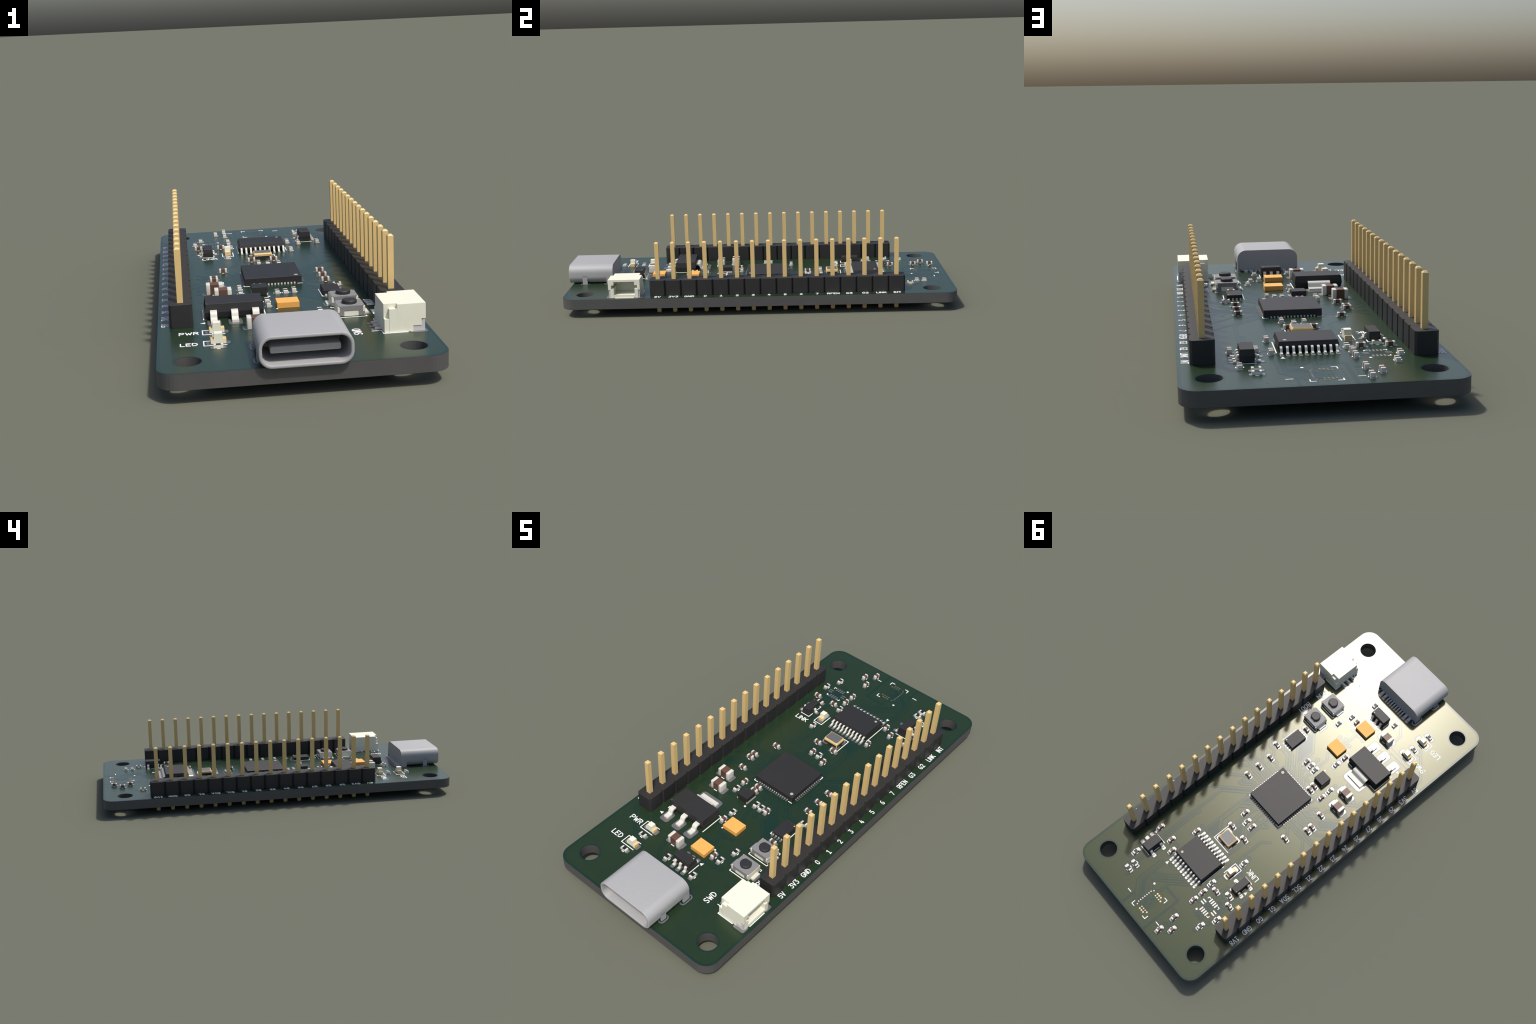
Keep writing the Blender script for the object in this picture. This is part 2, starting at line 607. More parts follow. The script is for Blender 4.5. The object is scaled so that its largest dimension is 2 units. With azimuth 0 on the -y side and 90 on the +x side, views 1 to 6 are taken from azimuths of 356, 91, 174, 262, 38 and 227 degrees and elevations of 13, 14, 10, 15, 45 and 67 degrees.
# ---- push-button switches -------------------------------------------------------
def switch(cx, cy):
    lx, ly, h = 3.0, 2.5, 1.17
    s = Shape()
    s.box(-lx / 2, lx / 2, -ly / 2 + .09, ly / 2 - .09, .04, h - .10)
    s.box(-lx / 2 + .72, lx / 2 - .72, -ly / 2 + .045, ly / 2 - .045, .04, .62)
    for sx in (-1, 1):
        for sy in (-1, 1):
            a, b = sorted((sx * (lx / 2 - .25), sx * (lx / 2 - .002)))
            c, d = sorted((sy * (ly / 2 - .24), sy * (ly / 2 + .004)))
            s.box(a, b, c, d, .5, h - .115)
    s.disc(0, 0, .83, h - .11, h + .008, 28)
    body = obj("push_button_switch", s.mesh("push_button_switch", M_WHITE), root, at(cx, cy, .02))
    # pressed-steel cover: notched plate and two skirts with a window
    s = Shape()
    n = .15
    x1, y1 = lx / 2 - .05, ly / 2
    plate = [(-x1 + n, -y1), (x1 - n, -y1), (x1 - n, -y1 + n), (x1, -y1 + n), (x1, y1 - n), (x1 - n, y1 - n), (x1 - n, y1),
             (-x1 + n, y1), (-x1 + n, y1 - n), (-x1, y1 - n), (-x1, -y1 + n), (-x1 + n, -y1 + n)]
    circ = [(.74 * math.cos(2 * math.pi * i / 24), .74 * math.sin(2 * math.pi * i / 24)) for i in range(24)]
    s.prism(plate, h - .12, h)
    for sy in (-1, 1):
        a, b = sorted((sy * (ly / 2 - .12), sy * (ly / 2 - .003)))
        s.prism_y([(-1.21, h - .11), (-1.21, .5), (-1.46, .5), (-1.46, .12), (-.83, .12), (-.83, .66), (.83, .66), (.83, .12), (1.46, .12),
                   (1.46, .5), (1.21, .5), (1.21, h - .11)], a, b)
    obj("cover", s.mesh("cover", M_COVER), body)
    s = Shape()
    # round plunger with a flat on the far side and a softened rim
    def ring(r, z):
        return [(r * math.cos(t), min(.70 * r / .82, r * math.sin(t)), z) for t in [2 * math.pi * i / 32 for i in range(32)]]
    s.loft([ring(.82, h - .05), ring(.82, h + .27), ring(.80, h + .35), ring(.745, h + .41), ring(.67, h + .435)])
    obj("button", s.mesh("button", M_BUTTON, smooth=16), body, (0, 0, 0), 0)
    for sx in (-1, 1):
        t = Shape().box(1.45, 1.98, -.7, .7, .03, .24)
        obj("terminal", t.mesh("terminal", M_LEAD), body, (0, 0, 0), 0 if sx > 0 else 180)
        pad(cx + sx * 1.75, cy, .95, 1.5, r=.1)
    for sy in (-1, 1):
        line((cx - 1.63, cy + sy * 1.18), (cx - 1.63, cy + sy * 1.45), (cx + 1.63, cy + sy * 1.45), (cx + 1.63, cy + sy * 1.18))


switch(6.85, -15.93)
switch(6.85, -12.0)


# ---- integrated circuits ------------------------------------------------------
def dot(parent, x, y, z, r):
    s = Shape().disc(0, 0, r, -.01, .006, 24)
    obj("orientation_dot", s.mesh("orientation_dot", M_DOT), parent, (x, y, z))


# square controller, 14 contacts a side
h = .92
s = Shape()
s.loft([[(x, y, z) for x, y in rrect(-3.5 + d, 3.5 - d, -3.5 + d, 3.5 - d, .03, 1)]
        for d, z in ((0, .02), (0, h - .02), (.02, h))])
mcu = obj("microcontroller_chip", s.mesh("microcontroller_chip", M_BLACK), root, at(0, 1.5, Z_PAD))
dot(mcu, 2.86, -2.86, h, .25)
s = Shape()
for k in range(4):
    for i in range(14):
        t = -2.6 + .4 * i
        for (px, py) in turn([(t, 3.4375)], 90 * k, 0, 1.5):
            pad(px, py, *((.2, .875) if k % 2 == 0 else (.875, .2)), r=.05, clear=0)
        c = turn([(t - .1, 3.3), (t + .1, 3.3), (t + .1, 3.51), (t - .1, 3.51)], 90 * k, 0, 0)
        s.prism(c, 0, .17)
obj("contact_row", s.mesh("contact_row", M_LEAD), mcu, stuff=True)
for sx, sy in ((-1, -1), (-1, 1), (1, 1)):
    line((sx * 2.96, 1.5 + sy * 3.61), (sx * 3.61, 1.5 + sy * 3.61), (sx * 3.61, 1.5 + sy * 2.96))
line((2.96, 1.5 - 3.61), (3.5, 1.5 - 3.61))
gap_poly(rrect(-4.05, 4.05, -2.55, 5.55, .1, 2))

# radio chip with 20 gull-wing leads
cx, cy = .32, 18.15
rf = obj("radio_chip", chip_body("radio_chip", 6.5, 4.4, 1.19, .12, .5, .16), root, at(cx, cy))
dot(rf, 2.42, 1.4, 1.19, .2)
L = gull_lead("lead", 2.1, .62, 2.52, 2.72, 3.2, .16, .25)
for i in range(10):
    for k in (90, -90):
        x = -2.925 + .65 * i
        obj("lead", L, rf, (x, 0, Z_PAD), k)
        pad(cx + x, cy + (2.8625 if k > 0 else -2.8625), .4, 1.475, clear=.12)
for sx in (-1, 1):
    line((cx + sx * 3.385, cy - 2.2), (cx + sx * 3.385, cy + 2.2))
tri(3.25, 22.25, .33, -90)

# voltage regulator with a wide tab
cx, cy = -5.6, -12.88
reg = obj("voltage_regulator", chip_body("voltage_regulator", 6.5, 3.5, 1.69, .08, .42, .12, .13), root, at(cx, cy))
dot(reg, -3.05, -1.42, 1.69, .05)
L = gull_lead("lead", 1.55, .86, 2.35, 2.52, 3.5, .26, .74)
for i in (-1, 0, 1):
    obj("lead", L, reg, (2.3 * i, 0, Z_PAD), -90)
    pad(cx + 2.3 * i, cy - 3.15, 1.5, 2.0, big=True)
L = gull_lead("lead", 1.55, .86, 2.35, 2.52, 3.5, .26, 3.0)
obj("lead", L, reg, (0, 0, Z_PAD), 90)
pad(cx, cy + 3.15, 3.8, 2.0, r=.5, big=True)
line((cx + 3.41, cy - 1.91), (cx + 3.41, cy + 1.91), (cx + 2.15, cy + 1.91))
line((cx - 2.15, cy + 1.91), (cx - 3.41, cy + 1.91), (cx - 3.41, cy - 1.85))
tri(cx - 3.5, cy - 3.1, .33, 180)


def sot(name, cx, cy, ang, lx, ly, h, span, left, right, lw, padw, padl, padu, dots):
    """Small-outline chip: leads on the local +x (right) and -x (left) sides at given y."""
    o = obj(name, chip_body(name, lx, ly, h, .08, .5, .07), root, at(cx, cy), ang)
    L = gull_lead("lead", lx / 2 - .08, h * .5, lx / 2 + .16, lx / 2 + .26, span / 2, .15, lw)
    for k, ys in ((0, right), (180, left)):
        for y in ys:
            obj("lead", L, o, (0, y, Z_PAD), k)
            (px, py), = turn([(padu if k == 0 else -padu, y)], ang, cx, cy)
            pad(px, py, *((padl, padw) if ang % 180 == 0 else (padw, padl)))
    dot(o, dots[0], dots[1], h, dots[2])
    return o


pair = (-.95, .95)
three = (-.95, 0, .95)
# six-lead protection chip behind the USB socket
cx, cy = -.04, -20.52
sot("surge_protection_chip", cx, cy, 90, 1.6, 2.9, 1.42, 2.8, three, three, .4, .6, 1.325, 1.1375, (.5, -1.1, .1))
line((cx + 1.58, cy - .95), (cx + 1.58, cy + .95))
line((cx - 1.56, cy - .8), (cx - 1.56, cy + .8))
tri(1.75, -19.15, .33, 60)
# five-lead regulator beside the right header
cx, cy = 7.0, 22.16
sot("small_regulator_chip", cx, cy, 0, 1.6, 2.9, 1.46, 2.8, pair, three, .4, .6, 1.325, 1.1375, (.62, -1.15, .05))
line((cx - .95, cy + 1.56), (cx + .95, cy + 1.56))
line((cx + .95, cy - 1.56), (cx - .95, cy - 1.56))
line((cx - .94, cy + .5), (cx - .94, cy - .5))
tri(8.42, 20.46, .3, -60)
# three-lead transistor by the link lamp
cx, cy = -7.3, 15.97
sot("transistor", cx, cy, 0, 1.3, 2.9, 1.1, 2.4, pair, (0,), .4, .6, 1.0, 1.0, (-.42, 1.2, .05))
line((cx - .76, cy - 1.56), (cx + .76, cy - 1.56), (cx + .76, cy - .6))
line((cx + .76, cy + .65), (cx + .76, cy + 1.56), (cx + .5, cy + 1.56))
line((cx - .76, cy - 1.56), (cx - .76, cy - 1.5))
line((cx - .76, cy - .3), (cx - .76, cy + .3))
tri(-8.62, 16.1, .32, -90)

# flash memory
cx, cy = 6.22, -6.98
h = .62
s = Shape().loft([[(x, y, z) for x, y in rrect(-1 + d, 1 - d, -1.5 + d, 1.5 - d, .02, 1)]
                  for d, z in ((0, .02), (0, h - .015), (.015, h))])
fl = obj("memory_chip", s.mesh("memory_chip", M_BLACK), root, at(cx, cy, Z_PAD))
dot(fl, .78, 1.22, h, .12)
s = Shape()
for i in range(4):
    for sy in (-1, 1):
        x = -.75 + .5 * i
        a, b = sorted((sy * 1.35, sy * 1.53))
        s.box(x - .12, x + .12, a, b, 0, .2)
        pad(cx + x, cy + sy * 1.6, .3, .75, r=.06, clear=.1)
obj("contact_row", s.mesh("contact_row", M_LEAD), fl, stuff=True)
line((cx + 1.36, cy - 1.35), (cx + 1.36, cy + 1.5))
line((cx - 1.2, cy - 1.6), (cx - 1.0, cy - 1.6))
line((cx - 1.2, cy - 1.55), (cx - 1.2, cy + 1.55))

# small power module on a grey base
cx, cy = -2.07, -5.66
s = Shape().box(-.93, .93, -.93, .93, .30, 1.0, .015)
pm = obj("power_module", s.mesh("power_module", M_BLACK), root, at(cx, cy, Z_PAD))
s = Shape()
for sx in (-1, 1):
    a, b = sorted((sx * .80, sx * .955))
    s.box(a, b, -.965, .965, 0, .29)
obj("contact_row", s.mesh("contact_row", M_TAB), pm)
s = Shape().box(-.9, .9, -.928, .928, .05, .31)
obj("base", s.mesh("base", M_BLACK), pm)
spot(-1.08, -7.1, .17)

# quartz crystal
cx, cy = 0.0, 12.5
s = Shape()
s.prism(rrect(-1.25, 1.25, -1.0, 1.0, .06, 2), 0, .42)
xt = obj("quartz_crystal", s.mesh("quartz_crystal", M_CERAMIC), root, at(cx, cy, Z_PAD))
s = Shape()
oc = lambda d, c: [(-1.25 + d + c, -1 + d), (1.25 - d - c, -1 + d), (1.25 - d, -1 + d + c), (1.25 - d, 1 - d - c),
                   (1.25 - d - c, 1 - d), (-1.25 + d + c, 1 - d), (-1.25 + d, 1 - d - c), (-1.25 + d, -1 + d + c)]
rr = lambda d, c, z: [(x, y, z) for x, y in oc(d, c)]
s.loft([rr(0, .12, .42), rr(0, .12, .52), rr(.03, .12, .525), rr(.03, .12, .57), rr(.0, .12, .58), rr(0, .12, .66), rr(.1, .13, .82)])
for sx in (-1, 1):
    for sy in (-1, 1):
        a, b = sorted((sx * 1.17, sx * 1.27))
        c, d = sorted((sy * .92, sy * 1.02))
        s.box(a, b, c, d, 0, .44)
        pad(cx + sx * .95, cy + sy * .8, 1.1, .95, r=.22)
obj("gold_rim", s.mesh("gold_rim", M_GOLD), xt)
s = Shape().loft([rr(.16, .14, .81), rr(.16, .14, .832)])
obj("lid", s.mesh("lid", M_LID), xt)
line((-1.68, 13.98), (1.72, 13.98), (1.72, 10.95))

# orange blocks
for cx, cy in ((.6, -11.25), (-.02, -17.14)):
    s = Shape().box(-1.25, 1.25, -1.04, 1.04, .0, .62)
    obj("fuse", s.mesh("fuse", M_ORANGE), root, at(cx, cy, .02))
spot(.6 - 1.3, -11.25 - 1.12, .12)
spot(1.35, -16.05, .14)

# ---- empty footprints near the antenna end ---------------------------------------
rim = Shape()
gold_pts = [(.17, 26.55), (-.23, 26.55), (-.63, 26.55), (-1.04, 26.96), (.17, 30.03), (-.23, 30.03), (-.63, 30.03), (-1.04, 29.61)]
tin_pts = [(.97, 29.89), (.95, 26.67)] + [(1.17, 27.07 + .403 * i) for i in range(7)] + \
          [(.17 - .4 * i, y) for i in range(3) for y in (26.98, 29.61)]
for x, y in gold_pts + tin_pts:
    g = (x, y) in gold_pts
    rim.disc(x, y, .15 if g else .115, 0, Z_PAD - .004, 16)
    pads_small.disc(x, y, .10 if g else .108, 0, Z_PAD, 16)
on_board("gold_pad_ring", rim.mesh("gold_pad_ring", M_GPAD), stuff=True)
fx, fy = -6.6, 21.86
for i in range(4):
    for sy in (-1, 1):
        pad(fx - .6 + .4 * i, fy + sy * .95, .22, .75, r=.1, clear=0)
for i in range(2):
    for sx in (-1, 1):
        pad(fx + sx * 1.22, fy - .22 + .45 * i, .75, .22, r=.1, clear=0)
for a, b, c in (((-5.75, 20.72), (-5.4, 20.72), (-5.4, 21.0)), ((-7.5, 20.72), (-7.8, 20.72), (-7.8, 21.0)), ((-7.5, 22.98), (-7.8, 22.98), (-7.8, 22.7))):
    line(a, b, c)
spot(-5.59, 23.43, .17)
spot(1.82, 25.91, .17)
line((3.84, 29.48), (3.17, 29.48))
line((-3.17, 29.46), (-3.84, 29.46))
for sx, sy in ((1, 1), (-1, 1), (-1, -1)):
    yy = 28.29 + sy * 2.18
    line((sx * 1.07, yy), (sx * 1.62, yy), (sx * 1.62, yy - sy * .58))

# ---- lettering: a single-stroke drafting alphabet ---------------------------------


def arc(cx, cy, rx, ry, a0, a1, n=8):
    return [(cx + rx * math.cos(math.radians(a0 + (a1 - a0) * i / n)), cy + ry * math.sin(math.radians(a0 + (a1 - a0) * i / n)))
            for i in range(n + 1)]


def bowl(x0, x1, y0, y1):
    """Right-hand bowl of D, P, R, B from the stem at x0."""
    r = (y1 - y0) / 2
    k = max(x0 + .05, x1 - r)
    return [(x0, y0)] + arc(k, (y0 + y1) / 2, x1 - k, r, -90, 90, 10) + [(x0, y1)]


GLYPH = {   # width, strokes (cap height 1)
    "0": (.58, [arc(.29, .5, .29, .5, 0, 350, 22) + [(.58, .5)]]),
    "1": (.56, [[(.02, .80), (.16, .86), (.29, 1), (.29, 0)], [(.02, 0), (.56, 0)]]),
    "2": (.58, [arc(.29, .70, .28, .30, 165, -20, 10) + [(.02, 0), (.6, 0)]]),
    "3": (.58, [[(.02, 1), (.56, 1), (.26, .62)] + arc(.28, .30, .30, .31, 85, -150, 12)]),
    "4": (.62, [[(.44, .68), (.44, 0)], [(.28, 1), (.02, .30), (.64, .30)]]),
    "5": (.58, [[(.54, 1), (.08, 1), (.04, .56)] + arc(.28, .31, .29, .31, 125, -150, 12)]),
    "6": (.58, [[(.50, 1), (.30, .95), (.12, .76), (.03, .5), (.02, .32)] + arc(.30, .29, .28, .29, 180, 520, 18)]),
    "7": (.58, [[(0, 1), (.60, 1), (.20, 0)]]),
    "8": (.58, [arc(.29, .28, .28, .28, 0, 358, 18), arc(.29, .77, .24, .23, 0, 358, 16)]),
    "9": (.58, [arc(.29, .70, .28, .30, -10, 350, 18) + [(.56, .5), (.50, .25), (.32, .04), (.12, 0)]]),
    "A": (.62, [[(0, 0), (.31, 1), (.62, 0)], [(.11, .3), (.51, .3)]]),
    "B": (.60, [[(0, 0), (0, 1)], bowl(0, .60, 0, .54), bowl(0, .54, .54, 1)]),
    "C": (.60, [arc(.33, .5, .33, .5, 50, 310, 16)]),
    "D": (.62, [[(0, 0), (0, 1)] + list(reversed(bowl(0, .62, 0, 1)))]),
    "E": (.50, [[(.50, 1), (0, 1), (0, 0), (.52, 0)], [(0, .53), (.38, .53)]]),
    "F": (.48, [[(.50, 1), (0, 1), (0, 0)], [(0, .53), (.36, .53)]]),
    "G": (.62, [arc(.33, .5, .33, .5, 55, 315, 16) + [(.62, .15), (.62, .48), (.40, .48)]]),
    "I": (.0, [[(0, 0), (0, 1)]]),
    "K": (.60, [[(0, 0), (0, 1)], [(.58, 1), (0, .45)], [(.17, .6), (.62, 0)]]),
    "L": (.46, [[(0, 1), (0, 0), (.48, 0)]]),
    "N": (.60, [[(0, 0), (0, 1), (.60, 0), (.60, 1)]]),
    "O": (.64, [arc(.32, .5, .32, .5, 0, 350, 22) + [(.64, .5)]]),
    "P": (.58, [[(0, 0), (0, 1)] + list(reversed(bowl(0, .60, .46, 1)))]),
    "R": (.60, [[(0, 0), (0, 1)] + list(reversed(bowl(0, .58, .48, 1))), [(.26, .48), (.60, 0)]]),
    "S": (.58, [arc(.30, .755, .27, .245, 40, 200, 10) + [(.14, .57), (.46, .46)] + arc(.28, .25, .29, .25, 30, -150, 10)]),
    "T": (.62, [[(0, 1), (.62, 1)], [(.31, 1), (.31, 0)]]),
    "U": (.60, [[(0, 1), (0, .28)] + arc(.30, .29, .30, .29, 180, 360, 10) + [(.60, 1)]]),
    "V": (.62, [[(0, 1), (.31, 0), (.62, 1)]]),
    "W": (.80, [[(0, 1), (.2, 0), (.4, .74), (.6, 0), (.80, 1)]]),
}


def lettering(text, x, y, ang, height, w, length=None):
    gap = .27
    wid = sum(GLYPH[c][0] for c in text) + gap * (len(text) - 1)
    sx = height * .87 if length is None else (length - w) / wid
    s = Shape()
    u = -wid / 2
    n = 0
    for c in text:
        gw, strokes = GLYPH[c]
        for st in strokes:
            n += 1
            s.stroke([((u + a) * sx, (b - .5) * height) for a, b in st], w, 0, Z_SILK + .0007 * (n % 5))
        u += gw + gap
    on_board("printed_label", s.mesh("printed_label", M_SILK), (x, y, 0), ang)


for i, t in enumerate("5V 3V3 GND 0 1 2 3 4 5 6 7 RFEN G3 G2 LINK INT".split()):
    lettering(t, 13.2, PIN_Y + i * P, 90, .72, .115)
for i, t in enumerate("5V 3V3 29 28 27 26 24 23 22 21 SCL SDA G1 G0 GND 1V8".split()):
    lettering(t, -13.2, PIN_Y + i * P, 90, .72, .115)
lettering("PWR", -10.74, -19.33, 0, .78, .125, 2.08)
lettering("LED", -10.79, -22.92, 0, .78, .125, 1.82)
lettering("SWD", 6.43, -22.52, 90, .80, .125, 1.98)
lettering("LINK", -7.15, 13.42, 0, .78, .125, 2.12)
lettering("RUN", 9.76, -15.95, 90, .8, .13)
lettering("BOOT", 9.76, -12.15, 90, .8, .13)

# ---- copper under the mask: traces with bare laminate either side, vias ------------
TRACES = []
# memory side of the controller
TRACES += [
    [(3.87, 4.72), (7.2, 8.04), (7.2, 20.51)],
    [(6.74, 13.13), (6.74, 14.93), (6.74, 20.56)],
    [(3.87, 3.86), (7.99, 7.98), (10.23, 10.22)],
    [(6.28, 4.77), (5.86, 4.77), (4.58, 3.49), (3.84, 3.49)],
    [(6.28, 4.01), (5.75, 4.01), (4.81, 3.07), (3.73, 3.07)],
    [(6.59, 3.32), (10.01, 6.74), (10.01, 8.73)],
    [(3.21, 5.28), (3.61, 5.69), (3.61, 14.06), (3.32, 14.21)],
    [(2.26, 5.53), (2.37, 5.87), (3.36, 6.86), (3.36, 11.35), (2.1, 12.62)],
    [(1.6, 5.44), (1.81, 6.23), (3.25, 7.66), (3.25, 11.18), (2.34, 12.09)],
    [(2.92, 7.13), (2.23, 6.44)],
    [(0.75, 5.51), (1.18, 6.43), (1.18, 9.95)],
    [(-0.01, 5.29), (-0.01, 7.35), (0.71, 9.71)],
    [(-1.25, 5.59), (-1.25, 8.03), (-1.25, 9.51)],
    [(-1.73, 5.56), (-1.73, 7.64), (-1.73, 9.05), (-1.73, 9.9)],
    [(-0.24, 7.25), (-0.24, 6.65), (-0.24, 5.71)],
    [(0.6, 10.86), (-0.31, 11.77)],
    [(0.13, 9.23), (-0.66, 10.03), (-2.06, 11.42), (-2.06, 14.61)],
]
# link lamp
TRACES += [
    [(-4.76, 7.84), (-3.77, 8.83), (-3.77, 16.15), (-3.77, 17.87)],
    [(-5.2, 13.46), (-6.26, 14.52)],
]
# right-hand header fan-out
TRACES += [
    [(3.18, -2.4), (4.99, -4.2), (6.87, -4.2)],
    [(2.82, -2.69), (4.49, -4.37), (5.66, -4.37), (6.41, -5.11)],
    [(2.23, -2.68), (4.42, -4.87), (5.58, -4.87), (5.96, -5.07)],
    [(1.67, -2.64), (2.53, -3.5)],
    [(1.09, -2.63), (3.86, -5.4), (4.91, -6.45)],
    [(0.72, -2.65), (2.65, -4.58), (2.65, -7.79), (5.26, -10.4)],
    [(0.17, -2.6), (2.16, -4.59), (2.16, -4.86)],
    [(-0.25, -2.68), (1.16, -4.09), (1.16, -5.11)],
    [(-0.74, -2.7), (0.1, -3.54), (0.1, -5.02)],
    [(3.67, -1.54), (4.6, -1.54), (5.12, -2.07)],
    [(3.88, -0.73), (5.77, -0.73), (6.09, -1.35)],
    [(3.78, -0.43), (6.89, -0.43), (8.32, -1.85)],
    [(3.91, 0.01), (8.48, 0.01), (9.9, -1.41)],
    [(3.92, 0.44), (8.31, 0.44), (9.88, 0.44)],
    [(3.86, 0.93), (8.71, 0.93), (9.87, 0.93)],
    [(3.87, 1.36), (8.57, 1.36), (9.45, 2.23)],
    [(3.88, 1.79), (7.59, 1.79), (8.32, 2.52), (8.32, 3.28)],
    [(3.89, 2.21), (6.13, 2.21)],
    [(6.27, -2.28), (7.11, -3.12), (8.13, -3.12), (9.76, -4.75), (9.76, -6.78)],
    [(7.99, -3.46), (9.53, -5.01), (9.53, -8.71)],
]
# left-hand header fan-out
TRACES += [
    [(-4.06, -0.77), (-4.67, -0.95), (-5.32, -1.6)],
    [(-4.01, -0.44), (-5.91, -0.44), (-6.15, -0.86)],
    [(-3.85, 0.3), (-5.21, 0.3), (-5.79, -0.28), (-6.51, -0.28), (-9.31, -3.09)],
    [(-3.96, 0.84), (-5.48, 0.84), (-6.11, 0.21), (-8.21, 0.21), (-9.77, -1.35)],
    [(-3.88, 1.2), (-5.84, 1.2)],
    [(-3.94, 1.68), (-5.23, 1.68), (-5.62, 1.85), (-6.45, 1.85)],
    [(-3.86, 2.05), (-4.62, 2.05), (-5.01, 2.44), (-7.03, 2.44)],
    [(-3.92, 2.65), (-8.98, 2.65)],
    [(-3.97, 3.13), (-9.21, 3.13)],
    [(-4.08, 3.54), (-7.76, 3.54), (-9.22, 5)],
    [(-4.17, 3.57), (-5.51, 4.9)],
    [(-7.88, 1.32), (-8.61, 1.32), (-9.65, 0.29)],
    [(-6.6, -2), (-6.6, -2.66), (-7.06, -3.13)],
    [(-7.51, -5.39), (-9.15, -7.03), (-9.15, -8.09)],
]
# USB and button area
TRACES += [
    [(0.88, -10.13), (0.88, -9.46), (0.1, -8.69), (0.1, -6.62)],
    [(0.8, -13.53), (0.8, -12.67)],
    [(0.3, -12.68), (0.3, -14.47), (0.47, -14.79), (0.47, -15.88)],
    [(4.24, -18.1), (3.63, -18.1), (3.25, -18.48), (1.34, -18.48)],
    [(1.09, -7.44), (1.09, -6.6)],
    [(4.7, -16.08), (4.03, -15.4)],
    [(1.77, -13.03), (1.77, -12.46)],
]
# small regulator
TRACES += [
    [(6.44, 25.73), (6.44, 24.11)],
    [(8.02, 26.04), (8.02, 25.13)],
    [(5.89, 28.05), (5.89, 27.49)],
    [(4.41, 19.37), (4.86, 19.37), (5.51, 19.54)],
    [(2.57, 22.15), (2.57, 21.49)],
]
# antenna bundle
TRACES += [
    [(0.97, 29.88), (1.58, 29.88), (4.06, 27.41), (4.06, 25.15), (4.06, 23.15)],
    [(1.17, 29.49), (1.72, 29.49), (3.87, 27.34), (3.87, 24.91), (3.87, 22.69)],
    [(1.17, 29.09), (1.69, 29.09), (3.52, 27.25), (3.52, 24.81), (3.52, 22.37)],
    [(1.17, 28.27), (3.13, 26.31), (3.13, 25.03), (0.35, 22.25)],
    [(1.17, 27.87), (2.87, 26.17), (2.87, 25.14), (-0.22, 22.06)],
    [(1.17, 27.48), (2.58, 26.06), (2.58, 25.26), (-0.8, 21.88)],
    [(1.2, 27.07), (2.23, 26.04), (2.23, 25.49), (-1.47, 21.79)],
    [(0.95, 26.67), (0.39, 26.11), (0.39, 24.17), (-2.26, 21.52)],
    [(0.19, 29.62), (0.7, 29.11)],
    [(-0.21, 29.61), (-0.21, 28.82), (0.1, 28.26), (-0.34, 27.82), (-0.34, 26.96)],
    [(-0.61, 29.61), (-0.61, 28.29), (-0.61, 26.97)],
    [(-4.32, 28.64), (-4.79, 28.39), (-5.22, 27.96)],
    [(-3.69, 26.29), (-4.2, 26.29)],
]
# sensor footprint
TRACES += [
    [(-6.3, 23.87), (-6.3, 23.09)],
    [(-7.1, 23.85), (-6.91, 23.09)],
    [(-8.55, 23.56), (-8.13, 23.99)],
    [(-7.99, 25.76), (-7.99, 25.05)],
    [(-7.27, 19.48), (-6.63, 20.12), (-6.63, 21.09)],
    [(-6.55, 19.45), (-6.55, 20.96)],
    [(-6, 18.59), (-6, 19.25), (-6, 20.93)],
    [(-8.55, 19.04), (-8.55, 18.29), (-9.31, 17.53), (-9.31, 16.4)],
    [(-8.55, 21.29), (-8.55, 19.61)],
    [(-4.82, 22.43), (-5.16, 22.09)],
]
# supply
TRACES += [
    [(-1.79, -22.8), (-3.14, -22.34), (-4.61, -20.88), (-4.61, -19.56)],
    [(-8.58, -21.81), (-12.59, -17.8), (-12.59, -16.9)],
]
WIDE_TRACES = []
# supply
WIDE_TRACES += [
    [(-5.39, -17.89), (-9.46, -17.89)],
    [(-4.09, -16.78), (-5.33, -17.25)],
]
MOATS = []
# antenna bundle
MOATS += [
    [(0.4, 24.84), (-2.72, 24.84), (-2.72, 31.43)],
    [(2.75, 31.38), (2.75, 28.67)],
]
OPEN_AREAS = []
# right-hand header fan-out
OPEN_AREAS += [
    [(5, -6.36), (5.05, -8.32), (5.56, -9.45), (5.1, -10.29), (2.56, -7.82), (2.67, -4.56), (1.89, -3.5)],
]
# memory side of the controller
OPEN_AREAS += [
    [(3.87, 4.72), (7.14, 8.04), (7.7, 7.9), (3.92, 3.92)],
    [(3.3, 11.5), (3.71, 14), (2.75, 14.46), (1.74, 13.92), (1.85, 12.99)],
    [(0.47, 10.97), (1.19, 9.95), (0.85, 8.74), (-0.74, 10.07), (-1.06, 10.75), (-0.4, 11.27)],
    [(3.17, 5.31), (3.55, 5.75), (3.38, 6.85), (2.32, 5.59)],
]
# left-hand header fan-out
OPEN_AREAS += [
    [(-6.54, -0.18), (-9.25, -3.04), (-9.55, -1.45), (-8.2, 0.08)],
    [(-4.13, -0.71), (-5.85, -0.57), (-5.72, -0.36), (-3.85, 0.3)],
]
# antenna bundle
OPEN_AREAS += [
    [(4.21, 27.41), (3.62, 26.24), (1.18, 28.12), (1.56, 29.19)],
    [(1.15, 27.14), (0.2, 27.12), (-0.3, 27.63), (-0.37, 28.81), (0.46, 29.78), (1.38, 29.45)],
]
# sensor footprint
OPEN_AREAS += [
    [(-4.92, 21.69), (-5.61, 20.62), (-7.07, 19.16), (-8.09, 19.59), (-8.33, 21.41), (-7.72, 22.13), (-5.85, 22.85)],
]
